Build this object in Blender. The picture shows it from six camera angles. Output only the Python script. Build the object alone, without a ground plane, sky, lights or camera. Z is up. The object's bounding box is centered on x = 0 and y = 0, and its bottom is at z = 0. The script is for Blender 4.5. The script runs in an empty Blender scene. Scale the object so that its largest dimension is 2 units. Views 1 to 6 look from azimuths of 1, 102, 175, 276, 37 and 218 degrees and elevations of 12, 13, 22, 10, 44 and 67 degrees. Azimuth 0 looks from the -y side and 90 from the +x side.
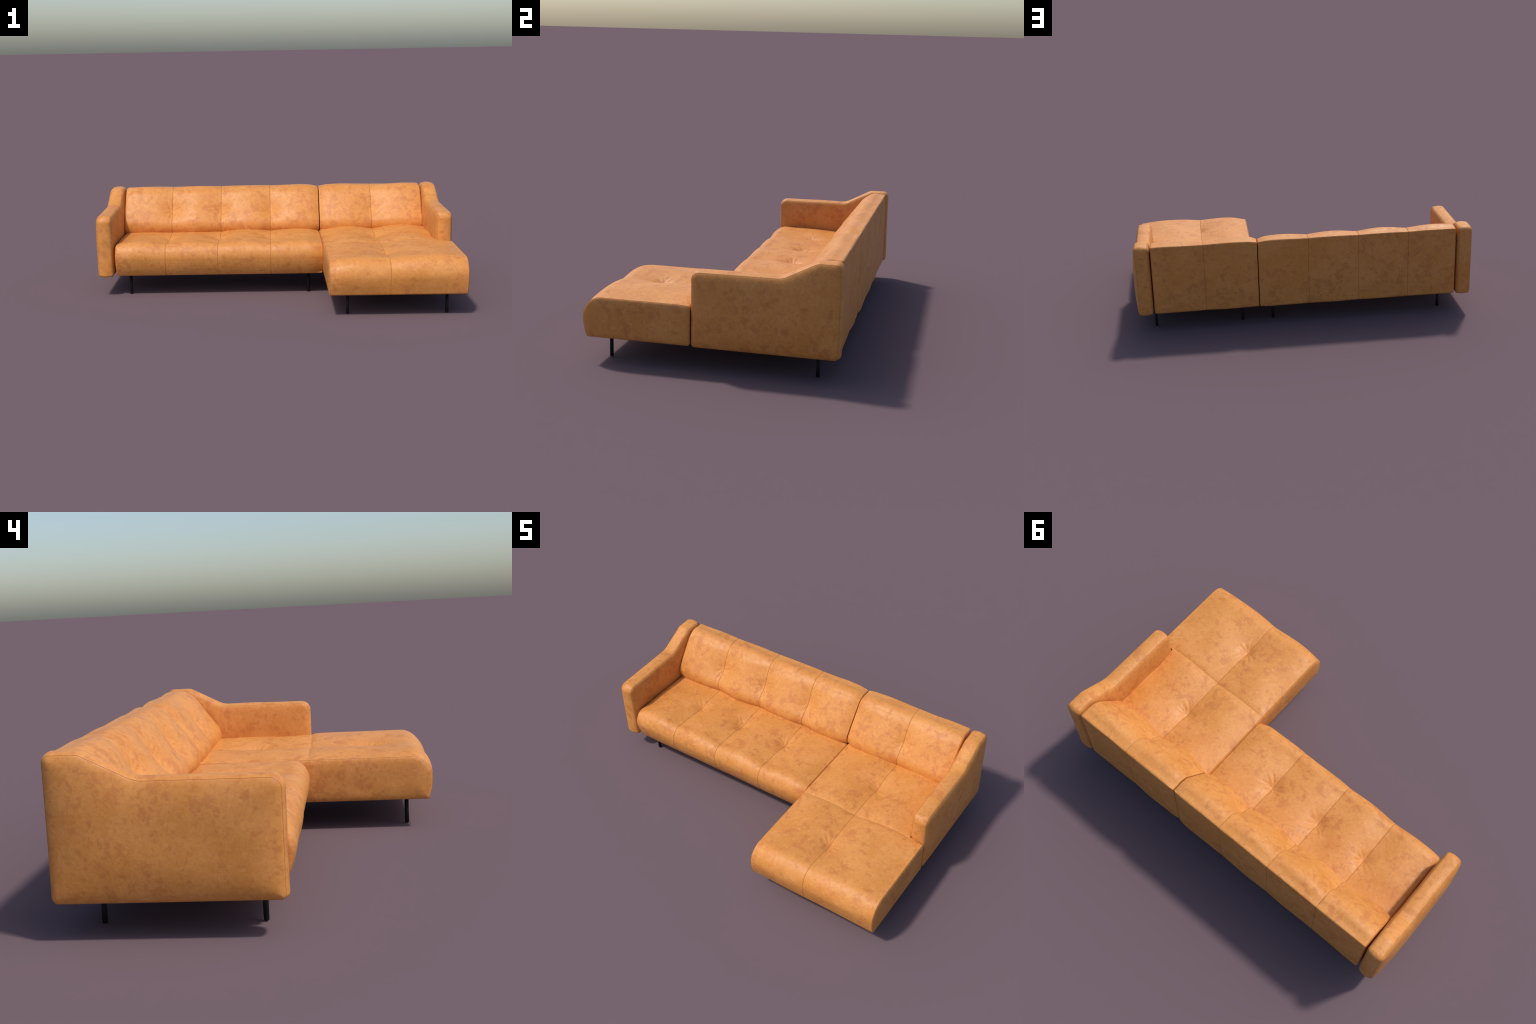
"""Tan leather corner sofa with a chaise longue, built part by part.

Frame: metres, z up, front of the sofa faces -y.  Every upholstered block is a
loft of a filleted (y, z) cross-section along x, inflated between its sewn
seams, pulled in at tufting points, and closed by a sewn or rounded end panel.
"""
import bpy
import math
import numpy as np

rng = np.random.default_rng(11)

# ------------------------------------------------------------------ helpers


def fillet_outline(corners, step=0.004):
    """Closed outline from (y, z, radius) corners, resampled to an even step."""
    n = len(corners)
    dense = []
    xy = np.array([c[:2] for c in corners], float)
    want, room = np.zeros(n), np.ones(n)
    for i in range(n):
        a, b = xy[i - 1] - xy[i], xy[(i + 1) % n] - xy[i]
        turn = math.acos(np.clip(a @ b / np.linalg.norm(a) / np.linalg.norm(b), -1, 1))
        want[i] = corners[i][2] / math.tan(0.5 * turn)
    for i in range(n):  # neighbours share an edge in proportion to their fillets
        j = (i + 1) % n
        share = 0.97 * np.linalg.norm(xy[j] - xy[i]) / max(want[i] + want[j], 1e-9)
        room[i], room[j] = min(room[i], share), min(room[j], share)
    for i in range(n):
        p = np.array(corners[i][:2], float)
        a = np.array(corners[i - 1][:2], float) - p
        b = np.array(corners[(i + 1) % n][:2], float) - p
        la, lb = np.linalg.norm(a), np.linalg.norm(b)
        a, b = a / la, b / lb
        half = 0.5 * math.acos(np.clip(a @ b, -1, 1))
        r = corners[i][2]
        t = want[i] * room[i]
        r = t * math.tan(half)
        bis = (a + b) / np.linalg.norm(a + b)
        c = p + bis * (r / math.sin(half))
        p0, p1 = p + a * t, p + b * t
        v0, v1 = p0 - c, p1 - c
        ang = math.atan2(v0[0] * v1[1] - v0[1] * v1[0], v0 @ v1)
        k = max(4, int(abs(ang) / 0.08))
        for q in np.linspace(0, ang, k + 1):
            cs, sn = math.cos(q), math.sin(q)
            dense.append(c + np.array([cs * v0[0] - sn * v0[1], sn * v0[0] + cs * v0[1]]))
    return resample(np.array(dense), step)


def resample(pts, step):
    loop = np.vstack([pts, pts[:1]])
    seg = np.linalg.norm(np.diff(loop, axis=0), axis=1)
    keep = np.r_[True, seg[:-1] > 1e-7]
    pts = pts[keep[: len(pts)]]
    loop = np.vstack([pts, pts[:1]])
    arc = np.r_[0, np.cumsum(np.linalg.norm(np.diff(loop, axis=0), axis=1))]
    n = int(arc[-1] / step)
    s = np.linspace(0, arc[-1], n, endpoint=False)
    out = np.stack([np.interp(s, arc, loop[:, 0]), np.interp(s, arc, loop[:, 1])], 1)
    return out


def outline_normals(p):
    t = np.roll(p, -1, 0) - np.roll(p, 1, 0)
    t /= np.linalg.norm(t, axis=1)[:, None]
    n = np.stack([t[:, 1], -t[:, 0]], 1)
    if np.sum(n * (p - p.mean(0))) < 0:
        n = -n
    return n


def smooth(a, b, x):
    t = np.clip((x - a) / (b - a), 0, 1)
    return t * t * (3 - 2 * t)


def lumps(x, y, z, freq, seed):
    """Cheap smooth 3D noise: a sum of randomly oriented sine waves."""
    r = np.random.default_rng(seed)
    out = 0
    for _ in range(9):
        d = r.normal(size=3)
        d *= freq * r.uniform(0.6, 1.5) / np.linalg.norm(d)
        out = out + np.sin(d[0] * x + d[1] * y + d[2] * z + r.uniform(0, 6.28))
    return out / 9 ** 0.5


def edge_distance(q, outline):
    """Distance of points q to a closed polyline."""
    a, b = outline, np.roll(outline, -1, 0)
    ab = b - a
    l2 = np.maximum((ab ** 2).sum(1), 1e-14)
    out = np.empty(len(q))
    for i in range(0, len(q), 4000):
        d = q[i:i + 4000, None, :] - a[None]
        t = np.clip((d * ab[None]).sum(2) / l2, 0, 1)
        out[i:i + 4000] = np.sqrt(((d - t[..., None] * ab[None]) ** 2).sum(2).min(1))
    return out


def inner_depth(q, outline):
    """Smooth, ridge-free stand-in for the distance to the outline (0 at the edge)."""
    ds = np.linalg.norm(np.roll(outline, -1, 0) - outline, axis=1)
    mid = 0.5 * (outline + np.roll(outline, -1, 0))
    out = np.empty(len(q))
    for i in range(0, len(q), 4000):
        d = np.linalg.norm(q[i:i + 4000, None, :] - mid[None], axis=2)
        out[i:i + 4000] = np.sqrt(2 / (ds[None] / np.maximum(d, 1e-4) ** 3).sum(1))
    return out


class Builder:
    def __init__(self):
        self.v, self.f, self.n = [], [], 0

    def add(self, pts):
        i = self.n
        self.v.append(np.asarray(pts, float))
        self.n += len(pts)
        return np.arange(i, i + len(pts))

    def band(self, a, b):
        m = len(a)
        for j in range(m):
            k = (j + 1) % m
            self.f.append((int(a[j]), int(a[k]), int(b[k]), int(b[j])))

    def cap(self, ring_ids, ring, side, x, bulge, centre, fs):
        """Close an end: rings shrinking to `centre`, pushed out by bulge(distance to edge)."""
        prev = ring_ids
        deepest = float(inner_depth(centre[None], ring)[0])
        for f in list(fs) + [0.0]:
            q = centre + f * (ring - centre) if f else centre[None]
            d = edge_distance(q, ring)
            soft = np.where(d < 0.008, d, inner_depth(q, ring))
            soft = np.where((d >= 0.008) & (d < 0.02), d + (soft - d) * (d - 0.008) / 0.012, soft)
            xx = x + side * bulge(d, q, soft / deepest)
            ids = self.add(np.stack([xx, q[:, 0], q[:, 1]], 1))
            if f:
                self.band(prev, ids)
                prev = ids
            else:
                c = ids[0]
        m = len(prev)
        for j in range(m):
            self.f.append((int(prev[j]), int(prev[(j + 1) % m]), int(c)))

    def mesh(self, name, material, weld=0.0):
        me = bpy.data.meshes.new(name)
        me.from_pydata(np.vstack(self.v).tolist(), [], self.f)
        me.materials.append(material)
        import bmesh
        bm = bmesh.new()
        bm.from_mesh(me)
        if weld:
            bmesh.ops.remove_doubles(bm, verts=bm.verts, dist=weld)
            bmesh.ops.dissolve_degenerate(bm, edges=bm.edges, dist=1e-6)
        bmesh.ops.recalc_face_normals(bm, faces=bm.faces)
        for f in bm.faces:
            f.smooth = True
        bm.to_mesh(me)
        bm.free()
        ob = bpy.data.objects.new(name, me)
        bpy.context.collection.objects.link(ob)
        return ob


RING_STEPS = [0.9985, 0.996, 0.993, 0.989, 0.984, 0.978, 0.971, 0.962, 0.952, 0.94, 0.926, 0.91,
              0.89, 0.86, 0.83, 0.79, 0.74, 0.68, 0.6, 0.5, 0.4, 0.28, 0.15]


def sewn_panel(dome, lip=0.006, seed=3):
    """Flat panel sewn in along its edge: a stitch groove, a rounded lip, a soft dome."""
    def bulge(d, q, depth):
        lipc = np.minimum(d / 0.024, 1)
        out = lip * np.sqrt(1 - (1 - lipc) ** 2)
        out = out + dome * (1 - (1 - np.clip(depth, 0, 1)) ** 2)
        out = out + 0.0012 * smooth(0.01, 0.06, d) * lumps(0 * d, q[:, 0], q[:, 1], 30, seed)
        return out
    return bulge


def rounded_end(r, dome, seed=4):
    """End panel with a soft rounded edge and no visible seam."""
    def bulge(d, q, depth):
        t = np.minimum(d / r, 1)
        return r * np.sqrt(1 - (1 - t) ** 2) + dome * (1 - (1 - np.clip(depth, 0, 1)) ** 2)
    return bulge


# ------------------------------------------------------------------ materials


def new_material(name):
    m = bpy.data.materials.new(name)
    m.use_nodes = True
    nt = m.node_tree
    nt.nodes.clear()
    return m, nt, nt.nodes, nt.links


def leather_material(name, tint=1.0, offset=(0, 0, 0)):
    m, nt, N, L = new_material(name)
    out = N.new("ShaderNodeOutputMaterial")
    bsdf = N.new("ShaderNodeBsdfPrincipled")
    L.new(bsdf.outputs[0], out.inputs[0])
    tc = N.new("ShaderNodeTexCoord")
    mp = N.new("ShaderNodeMapping")
    mp.inputs["Location"].default_value = offset
    L.new(tc.outputs["Object"], mp.inputs[0])

    def noise(scale, detail=4, rough=0.55, distort=0.0):
        n = N.new("ShaderNodeTexNoise")
        n.inputs["Scale"].default_value = scale
        n.inputs["Detail"].default_value = detail
        n.inputs["Roughness"].default_value = rough
        n.inputs["Distortion"].default_value = distort
        L.new(mp.outputs[0], n.inputs["Vector"])
        return n.outputs["Fac"]

    def ramp(src, lo, hi, a=0.0, b=1.0):
        r = N.new("ShaderNodeMapRange")
        r.interpolation_type = "SMOOTHSTEP"
        L.new(src, r.inputs["Value"])
        for k, v in zip(("From Min", "From Max", "To Min", "To Max"), (lo, hi, a, b)):
            r.inputs[k].default_value = v
        return r.outputs[0]

    def math_node(op, a, b):
        n = N.new("ShaderNodeMath")
        n.operation = op
        for i, s in enumerate((a, b)):
            if isinstance(s, (int, float)):
                n.inputs[i].default_value = s
            else:
                L.new(s, n.inputs[i])
        return n.outputs[0]

    def mix(fac, a, b, mode="MIX"):
        n = N.new("ShaderNodeMix")
        n.data_type = "RGBA"
        n.blend_type = mode
        if isinstance(fac, (int, float)):
            n.inputs[0].default_value = fac
        else:
            L.new(fac, n.inputs[0])
        for i, s in ((6, a), (7, b)):
            if isinstance(s, tuple):
                n.inputs[i].default_value = (*s, 1)
            else:
                L.new(s, n.inputs[i])
        return n.outputs[2]

    def c(r, g, b):
        return (1.01 * r * tint, 1.0 * g * tint, 0.86 * b * tint)

    # soft clouds between a pale tan, a golden tan and a reddish tan
    clouds = ramp(noise(8, 4, 0.55, 0.3), 0.34, 0.66)
    col = mix(clouds, c(0.655, 0.276, 0.082), c(0.612, 0.242, 0.058))
    ruddy = ramp(noise(13, 5, 0.6, 0.4), 0.50, 0.72, 0, 0.45)
    col = mix(ruddy, col, c(0.600, 0.212, 0.064))
    # brown worn patches with ragged borders, gathered in groups
    groups = ramp(noise(6.5, 2, 0.5), 0.40, 0.62)
    ragged = noise(25, 7, 0.62, 0.25)
    edge = math_node("ADD", ragged, math_node("MULTIPLY", groups, 0.085))
    patches = ramp(edge, 0.570, 0.668)
    geo = N.new("ShaderNodeNewGeometry")
    sep = N.new("ShaderNodeSeparateXYZ")
    L.new(geo.outputs["Normal"], sep.inputs[0])
    wear = ramp(sep.outputs[2], 0.0, 0.7, 0.60, 0.62)
    col = mix(math_node("MULTIPLY", patches, wear), col, c(0.490, 0.166, 0.048))
    # smaller flecks and vein-like scratches everywhere
    flecks = ramp(noise(70, 6, 0.64, 0.6), 0.47, 0.67, 0, 0.45)
    col = mix(flecks, col, c(0.470, 0.165, 0.044))
    veins = noise(46, 4, 0.6, 1.6)
    thin = math_node("ABSOLUTE", math_node("SUBTRACT", veins, 0.5), 0.0)
    col = mix(ramp(thin, 0.0, 0.022, 0.30, 0.0), col, c(0.480, 0.165, 0.045))
    # pale rubbed spots
    pale = ramp(noise(44, 6, 0.64, 0.3), 0.51, 0.70, 0, 0.55)
    col = mix(pale, col, c(0.720, 0.310, 0.100))
    L.new(col, bsdf.inputs["Base Color"])

    rough = ramp(noise(40, 4), 0.3, 0.7, 0.46, 0.58)
    L.new(rough, bsdf.inputs["Roughness"])
    bsdf.inputs["Specular IOR Level"].default_value = 0.37

    creases = noise(38, 5, 0.6, 1.2)
    grain = noise(420, 2, 0.5)
    h = math_node("ADD", math_node("MULTIPLY", creases, 0.9), math_node("MULTIPLY", grain, 0.10))
    bump = N.new("ShaderNodeBump")
    bump.inputs["Strength"].default_value = 0.13
    bump.inputs["Distance"].default_value = 0.006
    L.new(h, bump.inputs["Height"])
    L.new(bump.outputs[0], bsdf.inputs["Normal"])
    return m


def plain_material(name, colour, rough, metallic=0.0, spec=0.5):
    m, nt, N, L = new_material(name)
    out = N.new("ShaderNodeOutputMaterial")
    bsdf = N.new("ShaderNodeBsdfPrincipled")
    L.new(bsdf.outputs[0], out.inputs[0])
    tc = N.new("ShaderNodeTexCoord")
    n = N.new("ShaderNodeTexNoise")
    n.inputs["Scale"].default_value = 60
    L.new(tc.outputs["Object"], n.inputs["Vector"])
    r = N.new("ShaderNodeValToRGB")
    r.color_ramp.elements[0].color = (*[0.8 * v for v in colour], 1)
    r.color_ramp.elements[1].color = (*[1.2 * v for v in colour], 1)
    L.new(n.outputs["Fac"], r.inputs[0])
    L.new(r.outputs[0], bsdf.inputs["Base Color"])
    bsdf.inputs["Roughness"].default_value = rough
    bsdf.inputs["Metallic"].default_value = metallic
    bsdf.inputs["Specular IOR Level"].default_value = spec
    return m


LEATHER = leather_material("tan_leather")
THREAD = plain_material("seam_thread", (0.40, 0.175, 0.058), 0.8, spec=0.2)
METAL = plain_material("black_metal", (0.007, 0.006, 0.006), 0.5, spec=0.2)

# ------------------------------------------------------------------ sofa


def empty(name, parent=None):
    e = bpy.data.objects.new(name, None)
    bpy.context.collection.objects.link(e)
    e.empty_display_size = 0.1
    e.parent = parent
    return e


SOFA = empty("corner_sofa")
SOFA["label"] = "tan leather corner sofa with tufted chaise on black legs"
SOFA["category"] = "corner sofa"


def thread(name, paths, parent, radius=0.0008):
    """Thread lines: thin sunken tubes along the stitched seams."""
    cu = bpy.data.curves.new(name, "CURVE")
    cu.dimensions = "3D"
    cu.bevel_depth = radius
    cu.bevel_resolution = 1
    for pts, closed in paths:
        sp = cu.splines.new("POLY")
        sp.points.add(len(pts) - 1)
        sp.points.foreach_set("co", np.c_[pts, np.ones(len(pts))].ravel())
        sp.use_cyclic_u = closed
    tmp = bpy.data.objects.new(name, cu)
    bpy.context.collection.objects.link(tmp)
    me = bpy.data.meshes.new_from_object(tmp.evaluated_get(bpy.context.evaluated_depsgraph_get()))
    bpy.data.objects.remove(tmp)
    bpy.data.curves.remove(cu)
    me.name = name
    me.materials.clear()
    me.materials.append(THREAD)
    for p in me.polygons:
        p.use_smooth = True
    ob = bpy.data.objects.new(name, me)
    bpy.context.collection.objects.link(ob)
    ob.parent = parent
    ob["kind"] = "stuff"
    return ob


def stations(x0, x1, seams, step=0.0036):
    """x positions of the loft, closer together at the seams and ends."""
    xs = list(np.linspace(x0, x1, int((x1 - x0) / step)))
    for s in seams:
        xs = [x for x in xs if abs(x - s) > 0.0065]
        xs += list(s + np.array([-6, -4.5, -3.4, -2.6, -1.9, -1.3, -0.7, 0, 0.7, 1.3, 1.9, 2.6, 3.4, 4.5, 6]) * 1e-3)
    return np.array(sorted(xs))


def panel_puff(X, edges, power=1.15):
    """1 in the middle of each sewn panel, 0 at its seams."""
    out = np.zeros_like(X)
    for a, b in zip(edges[:-1], edges[1:]):
        u = (X - a) / (b - a)
        inside = (u >= 0) & (u <= 1)
        out = np.where(inside, np.sin(np.pi * np.clip(u, 0, 1)) ** power, out)
    return out


def tuft(X, S, x0, s0, depth, seed, spread=0.047, wrinkle=0.0019):
    """A pulled-in point with a pit and short radiating wrinkles on both sides of the seam."""
    r = np.random.default_rng(seed)
    dx, ds = X - x0, S - s0
    near = np.hypot(dx, ds * 0.85)
    d = -depth / (1 + (near / spread) ** 2) ** 1.6
    for side in (-1, 1):
        for k in range(5):
            th = (k - 2) / 2 * 0.95 + r.normal(0, 0.14)
            ux, us = side * math.cos(th), math.sin(th)
            along = dx * ux + ds * us
            perp = -dx * us + ds * ux + 2.5 * r.normal(0, 1) * along ** 2
            a0, a1 = r.uniform(0.008, 0.022), r.uniform(0.060, 0.105)
            w = r.uniform(0.0045, 0.0072) * (0.75 + np.clip(along, 0, 1) * 7)
            win = smooth(a0 - 0.008, a0 + 0.016, along) * (1 - smooth(0.35 * a1, a1, along))
            q = perp / w
            d = d + r.uniform(0.5, 1.0) * wrinkle * win * (np.exp(-q ** 2) - 0.8 * np.exp(-(q - 1.6) ** 2))
    return d


def upholstered_block(name, outline, x0, x1, edges, seams, left, right, relief, centre, lift=None, shape=None, seam_skip=None):
    """Loft `outline` from x0 to x1 and inflate it with relief(X, Y, Z, NY, NZ, S)."""
    nrm = outline_normals(outline)
    arc = np.r_[0, np.cumsum(np.linalg.norm(np.diff(outline, axis=0), axis=1))]
    xs = stations(x0, x1, seams)
    X = np.repeat(xs[:, None], len(outline), 1)
    Y = np.repeat(outline[None, :, 0], len(xs), 0)
    Z = np.repeat(outline[None, :, 1], len(xs), 0)
    S = np.repeat(arc[None], len(xs), 0)
    NY = np.repeat(nrm[None, :, 0], len(xs), 0)
    NZ = np.repeat(nrm[None, :, 1], len(xs), 0)
    if lift is not None:
        Z = Z + lift(X) * np.clip((Z - 0.116) / 0.17, 0, 1)
    D = relief(X, Y, Z, NY, NZ, S)
    groove = np.zeros_like(X)
    for s in seams:
        groove -= 0.0017 * np.exp(-((X - s) / 0.0017) ** 2)
    P = np.stack([X, Y + NY * (D + groove), Z + NZ * (D + groove)], 2)
    if shape is not None:
        P = shape(P, X, Y, Z)
    b = Builder()
    rows = [b.add(P[i]) for i in range(len(xs))]
    for i in range(len(xs) - 1):
        b.band(rows[i], rows[i + 1])
    b.cap(rows[0], P[0][:, 1:], -1, x0, left, np.array(centre), RING_STEPS)
    b.cap(rows[-1], P[-1][:, 1:], 1, x1, right, np.array(centre), RING_STEPS)
    ob = b.mesh(name, LEATHER)
    ob.parent = SOFA
    paths = []
    for s in seams:
        i = int(np.argmin(abs(xs - s)))
        line = P[i].copy()
        line[:, 1] += nrm[:, 0] * 0.0002
        line[:, 2] += nrm[:, 1] * 0.0002
        paths.append((line, True))
    return ob, P, paths


# ---- seats ------------------------------------------------------------

SEAMS_LEFT = [-0.602, -0.310, -0.016]
SEAM_CHAISE = [0.587]
S_ROUND = rounded_end(0.013, 0.004)


def outline_point(outline, y, z):
    i = int(np.argmin((outline[:, 0] - y) ** 2 + (outline[:, 1] - z) ** 2))
    return np.r_[0, np.cumsum(np.linalg.norm(np.diff(outline, axis=0), axis=1))][i]


def build_seat():
    o = fillet_outline([(0.362, 0.115, 0.004), (0.362, 0.283, 0.006), (-0.094, 0.284, 0.085), (-0.089, 0.168, 0.25), (-0.060, 0.115, 0.010)])
    x0, x1 = -0.868, 0.2635
    edges = [-0.925] + SEAMS_LEFT + [0.290]
    s_t = outline_point(o, 0.175, 0.283)

    def relief(X, Y, Z, NY, NZ, S):
        p = panel_puff(X, edges)
        top = np.clip(NZ, 0, 1)
        front = np.clip(-NY, 0, 1)
        p = p + (1 - p) * 0.55 * smooth(0.0, -0.07, Y)
        w = np.hypot(0.0165 * top ** 1.6, 0.009 * front * smooth(0.115, 0.27, Z))
        w = w * (1 - 0.75 * smooth(0.15, 0.33, Y) * smooth(-0.25, -0.40, X))
        d = p * w
        for k, s in enumerate(SEAMS_LEFT):
            d = d + top * tuft(X, S, s, s_t, 0.021, 20 + k)
        d = d + 0.0016 * lumps(X, Y, Z, 26, 5) * (top + front)
        d = d - 0.007 * top * np.clip(1 - (x1 - X) / 0.075, 0, 1) ** 2
        d = d - 0.010 * front * np.clip(1 - (x1 - X) / 0.06, 0, 1) ** 2
        d = d - 0.004 * front * np.clip(1 - (X - x0) / 0.05, 0, 1) ** 2
        return d

    ob, P, paths = upholstered_block("seat", o, x0, x1, edges, SEAMS_LEFT, S_ROUND, rounded_end(0.009, 0.0025), relief, (0.13, 0.2))
    thread("seam", paths, ob)
    return ob


def build_chaise():
    o = fillet_outline([(0.362, 0.115, 0.004), (0.362, 0.284, 0.006), (-0.578, 0.284, 0.092), (-0.5745, 0.165, 0.25), (-0.5605, 0.115, 0.010)])
    x0, xi, x1 = 0.280, 0.900, 0.974
    y_cut = -0.0805
    edges = [x0] + SEAM_CHAISE + [x1 + 0.012]
    s_b, s_f = outline_point(o, 0.147, 0.284), outline_point(o, -0.332, 0.284)

    def relief(X, Y, Z, NY, NZ, S):
        rear = smooth(-0.10, -0.03, Y)
        p = panel_puff(X, edges) * (1 - rear) + panel_puff(X, [x0, SEAM_CHAISE[0], 0.914]) * rear
        p = p * smooth(0, 0.03, x1 - X + 0.004)
        top = np.clip(NZ, 0, 1)
        front = np.clip(-NY, 0, 1)
        c = Y - (-0.088)
        fore = np.where(c < 0, 1 - np.exp(np.minimum(c, 0) / 0.030), 0)
        # at the front shoulder the middle seam rides up again
        inside = smooth(0.0, 0.13, X - x0) * smooth(0.0, 0.13, x1 - X)
        p = p + (1 - p) * 0.40 * inside * smooth(-0.40, -0.50, Y)
        w = np.hypot((0.0170 + 0.001 * fore + 0.003 * rear) * top ** 1.6, 0.011 * front * smooth(0.115, 0.27, Z))
        d = p * w
        for k, s in enumerate((s_b, s_f)):
            d = d + top * tuft(X, S, SEAM_CHAISE[0], s, 0.020, 40 + k)
        # the sewn crease across the chaise, where its front half puffs up
        keep = smooth(0.0, 0.05, X - x0) * 0.9 + 0.1
        d = d - top * keep * (0.0050 * np.exp(-np.abs(c) / 0.014) + 0.0012 * np.exp(-(c / 0.0022) ** 2))
        d = d + 0.0016 * lumps(X, Y, Z, 26, 8) * (top + front) * smooth(0, 0.03, X - x0) * smooth(0, 0.03, x1 - X)
        return d

    def lift(X):
        return 0.015 * (X - x0) / (x1 - x0)

    nrm = outline_normals(o)
    arc = np.r_[0, np.cumsum(np.linalg.norm(np.diff(o, axis=0), axis=1))]
    xs = stations(x0, xi, SEAM_CHAISE)
    wide = np.linspace(xi, x1, 26)

    def rows_for(xv):
        X = np.repeat(xv[:, None], len(o), 1)
        Y = np.repeat(o[None, :, 0], len(xv), 0)
        Z = np.repeat(o[None, :, 1], len(xv), 0)
        S = np.repeat(arc[None], len(xv), 0)
        NY = np.repeat(nrm[None, :, 0], len(xv), 0)
        NZ = np.repeat(nrm[None, :, 1], len(xv), 0)
        Z = Z + lift(X) * np.clip((Z - 0.116) / 0.17, 0, 1)
        D = relief(X, Y, Z, NY, NZ, S)
        for s in SEAM_CHAISE:
            D = D - 0.0017 * np.exp(-((X - s) / 0.0017) ** 2)
        return X, Y + NY * D, Z + NZ * D

    X, Y, Z = rows_for(xs)
    # rounded shoulder where the inner half ends beside the armrest
    t = np.clip((X - (xi - 0.010)) / 0.010, 0, 1)
    drop = 0.007 * (1 - np.sqrt(1 - np.minimum(t, 0.999) ** 2)) * smooth(y_cut - 0.004, y_cut + 0.03, Y) * smooth(0.2, 0.27, Z)
    P = np.stack([X, Y, Z - drop], 2)
    # outer strip: same section, cut short in front of the armrest
    Xw, Yw, Zw = rows_for(wide)
    r = 0.014
    behind = Yw > y_cut - 0.93 * r
    up = Zw > 0.2
    ztop = np.array([np.interp(y_cut, r_y[r_u][np.argsort(r_y[r_u])], r_z[r_u][np.argsort(r_y[r_u])])
                     for r_y, r_z, r_u in zip(Yw, Zw, up)])[:, None]
    # points behind the cut slide onto its upright rear face, top ones above, bottom ones below
    idx = np.arange(len(o))
    order = np.where(behind[0])[0]
    brk = np.where(np.diff(order) > 1)[0]
    if len(brk):
        order = np.r_[order[brk[0] + 1:], order[:brk[0] + 1]]
    frac = np.linspace(0, 1, len(order))
    if Zw[0][order[0]] > Zw[0][order[-1]]:
        frac = frac[::-1]
    for i in range(len(wide)):
        zt, zb = float(ztop[i, 0]), 0.115
        h = frac * (zt - zb)
        e = np.minimum(h, zt - zb - h)
        ri = 0.0012 + (r - 0.0012) * float(smooth(xi + 0.01, xi + 0.05, wide[i]))
        tt = np.clip(1 - e / ri, 0, 1)
        Yw[i, order] = y_cut - ri * (1 - np.sqrt(1 - tt ** 2 * 0.999)) * 0.9
        Zw[i, order] = zb + h
    Pw = np.stack([Xw, Yw, Zw], 2)
    b = Builder()
    rows = [b.add(P[i]) for i in range(len(xs))] + [b.add(Pw[i]) for i in range(len(wide))]
    for i in range(len(rows) - 1):
        b.band(rows[i], rows[i + 1])
    panel_l, panel_r = sewn_panel(0.005, 0.005, 31), sewn_panel(0.004, 0.006, 32)
    b.cap(rows[0], P[0][:, 1:], -1, x0, panel_l, np.array([-0.1, 0.2]), RING_STEPS)
    b.cap(rows[-1], Pw[-1][:, 1:], 1, x1, panel_r, np.array([-0.33, 0.205]), RING_STEPS)
    ob = b.mesh("chaise", LEATHER, weld=2e-5)
    ob.parent = SOFA
    i = int(np.argmin(abs(xs - SEAM_CHAISE[0])))
    paths = [(P[i], True), (P[0] + np.array([-0.0004, 0, 0]), True), (Pw[-1] + np.array([0.0004, 0, 0]), True)]
    thread("seam", paths, ob)
    return ob


# ---- backrests -----------------------------------------------------------

BACK = fillet_outline([(0.366, 0.116, 0.004), (0.366, 0.268, 0.006), (0.307, 0.306, 0.075), (0.4735, 0.5275, 0.090),
                       (0.5695, 0.5265, 0.007), (0.5715, 0.116, 0.012)], 0.0038)


def build_backrest(x0, x1, edges, seams, soft_left, soft_right, seed):
    o = BACK
    s_t = outline_point(o, 0.3915, 0.417)

    def relief(X, Y, Z, NY, NZ, S):
        p = panel_puff(X, edges)
        front = np.clip(-NY * 1.25, 0, 1)
        top = np.clip(NZ, 0, 1) * smooth(0.55, 0.48, Y)
        rear = np.clip(NY, 0, 1)
        w = np.maximum(0.016 * front, 0.013 * top) + 0.003 * np.clip(NZ, 0, 1) * smooth(0.48, 0.55, Y)
        w = w + 0.0035 * rear * smooth(0.53, 0.40, Z)
        d = p * w - 0.004 * front
        face = front * (Z > 0.29)
        for k, s in enumerate(seams):
            d = d + face * tuft(X, S, s, s_t, 0.018, seed + k, spread=0.05, wrinkle=0.0022)
        d = d + 0.0016 * lumps(X, Y, Z, 26, seed) * np.maximum(front, top)
        d = d + 0.0016 * lumps(X, 0 * Y, 0.3 * Z, 30, seed + 1) * np.maximum(rear, np.clip(NZ, 0, 1) * smooth(0.5, 0.56, Y))
        up = np.maximum(np.maximum(front, np.clip(NZ, 0, 1)), 0.5 * rear)
        for on, t in ((soft_left, X - x0), (soft_right, x1 - X)):
            if on:
                d = d - 0.010 * up * np.clip(1 - t / 0.05, 0, 1) ** 2
        return d

    ends = [rounded_end(0.0045, 0.0025) if soft else rounded_end(0.011, 0.003) for soft in (soft_left, soft_right)]
    ob, P, paths = upholstered_block("backrest", o, x0, x1, edges, seams, ends[0], ends[1], relief, (0.47, 0.32))
    thread("seam", paths, ob)
    return ob


# ---- armrests ---------------------------------------------------------------

ARM = fillet_outline([(-0.0735, 0.112, 0.014), (-0.0745, 0.4495, 0.034), (0.322, 0.4515, 0.10), (0.474, 0.5285, 0.045),
                      (0.5735, 0.5285, 0.022), (0.5775, 0.112, 0.018)], 0.0034)


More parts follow.
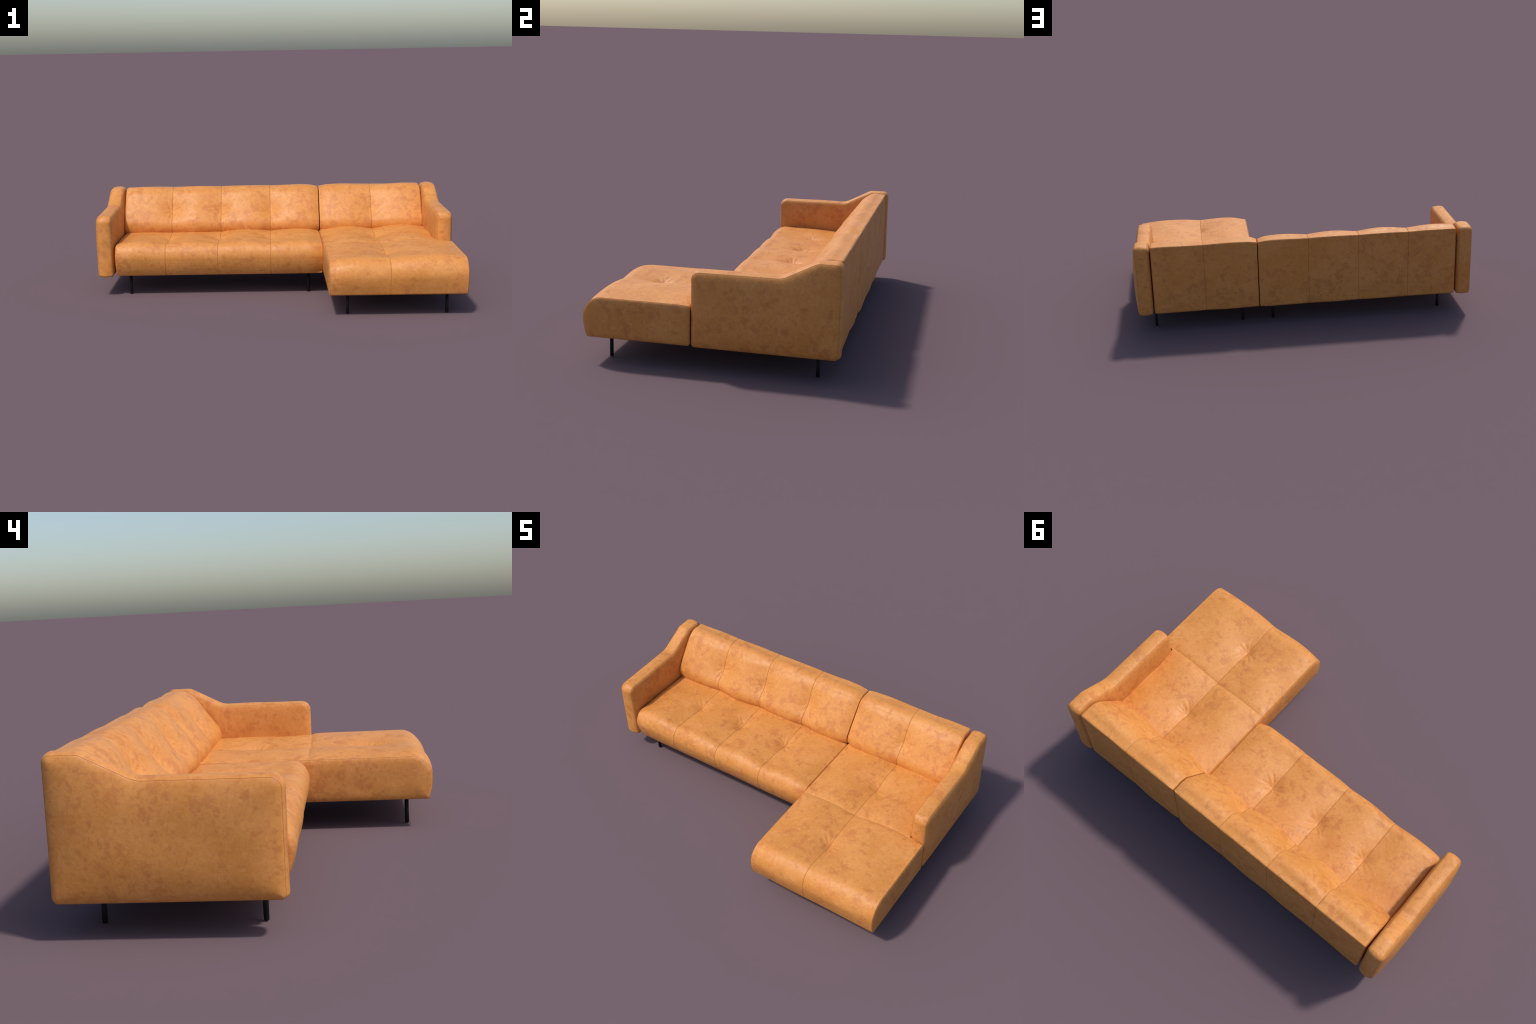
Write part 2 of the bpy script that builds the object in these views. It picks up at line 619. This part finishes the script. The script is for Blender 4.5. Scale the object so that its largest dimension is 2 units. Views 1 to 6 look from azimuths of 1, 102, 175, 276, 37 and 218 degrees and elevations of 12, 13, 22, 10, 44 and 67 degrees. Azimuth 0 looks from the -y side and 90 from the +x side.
def build_armrest(side):
    inner, outer = 0.9035, 0.9735
    nrm = outline_normals(ARM)
    b = Builder()
    u = np.r_[0, 0.012, 0.03, 0.06, np.linspace(0.1, 0.9, 15), 0.94, 0.97, 0.988, 1]
    P = []
    for t in u:
        x = inner + t * (outer - inner)
        crown = 0.0065 * (1 - (2 * t - 1) ** 2) + 0.002 * np.minimum(np.minimum(t, 1 - t) / 0.06, 1) ** 0.5 - 0.002
        wob = 0.0008 * lumps(x, ARM[:, 0], ARM[:, 1], 30, 60) * np.sin(np.pi * t)
        q = ARM + nrm * (crown * smooth(-1.0, -0.6, nrm[:, 1]) + wob)[:, None]
        P.append(np.c_[np.full(len(q), side * x), q])
    rows = [b.add(p) for p in P]
    for i in range(len(rows) - 1):
        b.band(rows[i], rows[i + 1])
    centre = np.array([0.27, 0.27])
    b.cap(rows[0], P[0][:, 1:], -side, side * inner, sewn_panel(0.011, 0.006, 61), centre, RING_STEPS)
    b.cap(rows[-1], P[-1][:, 1:], side, side * outer, sewn_panel(0.0213, 0.0042, 62), centre, RING_STEPS)
    ob = b.mesh("armrest", LEATHER)
    ob.parent = SOFA
    off = np.array([side * 0.0003, 0, 0])
    thread("seam", [(P[0] - off, True), (P[-1] + off, True)], ob)
    return ob


# ---- legs ---------------------------------------------------------------------


def build_legs():
    prof = [(0.0, 0.0), (0.0068, 0.0), (0.0080, 0.0007), (0.0085, 0.002), (0.0085, 0.122), (0.0, 0.122)]
    b = Builder()
    k = 28
    a = np.arange(k) * 2 * math.pi / k
    prev = None
    for r, z in prof:
        ids = b.add(np.c_[max(r, 1e-5) * np.cos(a), max(r, 1e-5) * np.sin(a), np.full(k, z)])
        if prev is not None:
            b.band(prev, ids)
        prev = ids
    first = b.mesh("leg", METAL)
    spots = [(x, y) for x in (-0.810, 0.1935) for y in (0.001, 0.478)]
    spots += [(x, y) for x in (0.375, 0.8865) for y in (-0.477, 0.478)]
    for i, (x, y) in enumerate(spots):
        ob = first if i == 0 else first.copy()
        if i:
            bpy.context.collection.objects.link(ob)
        ob.location = (x, y, 0)
        ob.parent = SOFA
    m = first.data
    m.polygons.foreach_set("use_smooth", [abs(p.normal.z) < 0.5 for p in m.polygons])


build_seat()
build_chaise()
build_backrest(-0.874, 0.2692, [-0.945] + SEAMS_LEFT + [0.300], SEAMS_LEFT, False, True, 70)
build_backrest(0.2838, 0.876, [0.255] + SEAM_CHAISE + [0.945], SEAM_CHAISE, True, False, 90)
build_armrest(-1)
build_armrest(1)
build_legs()
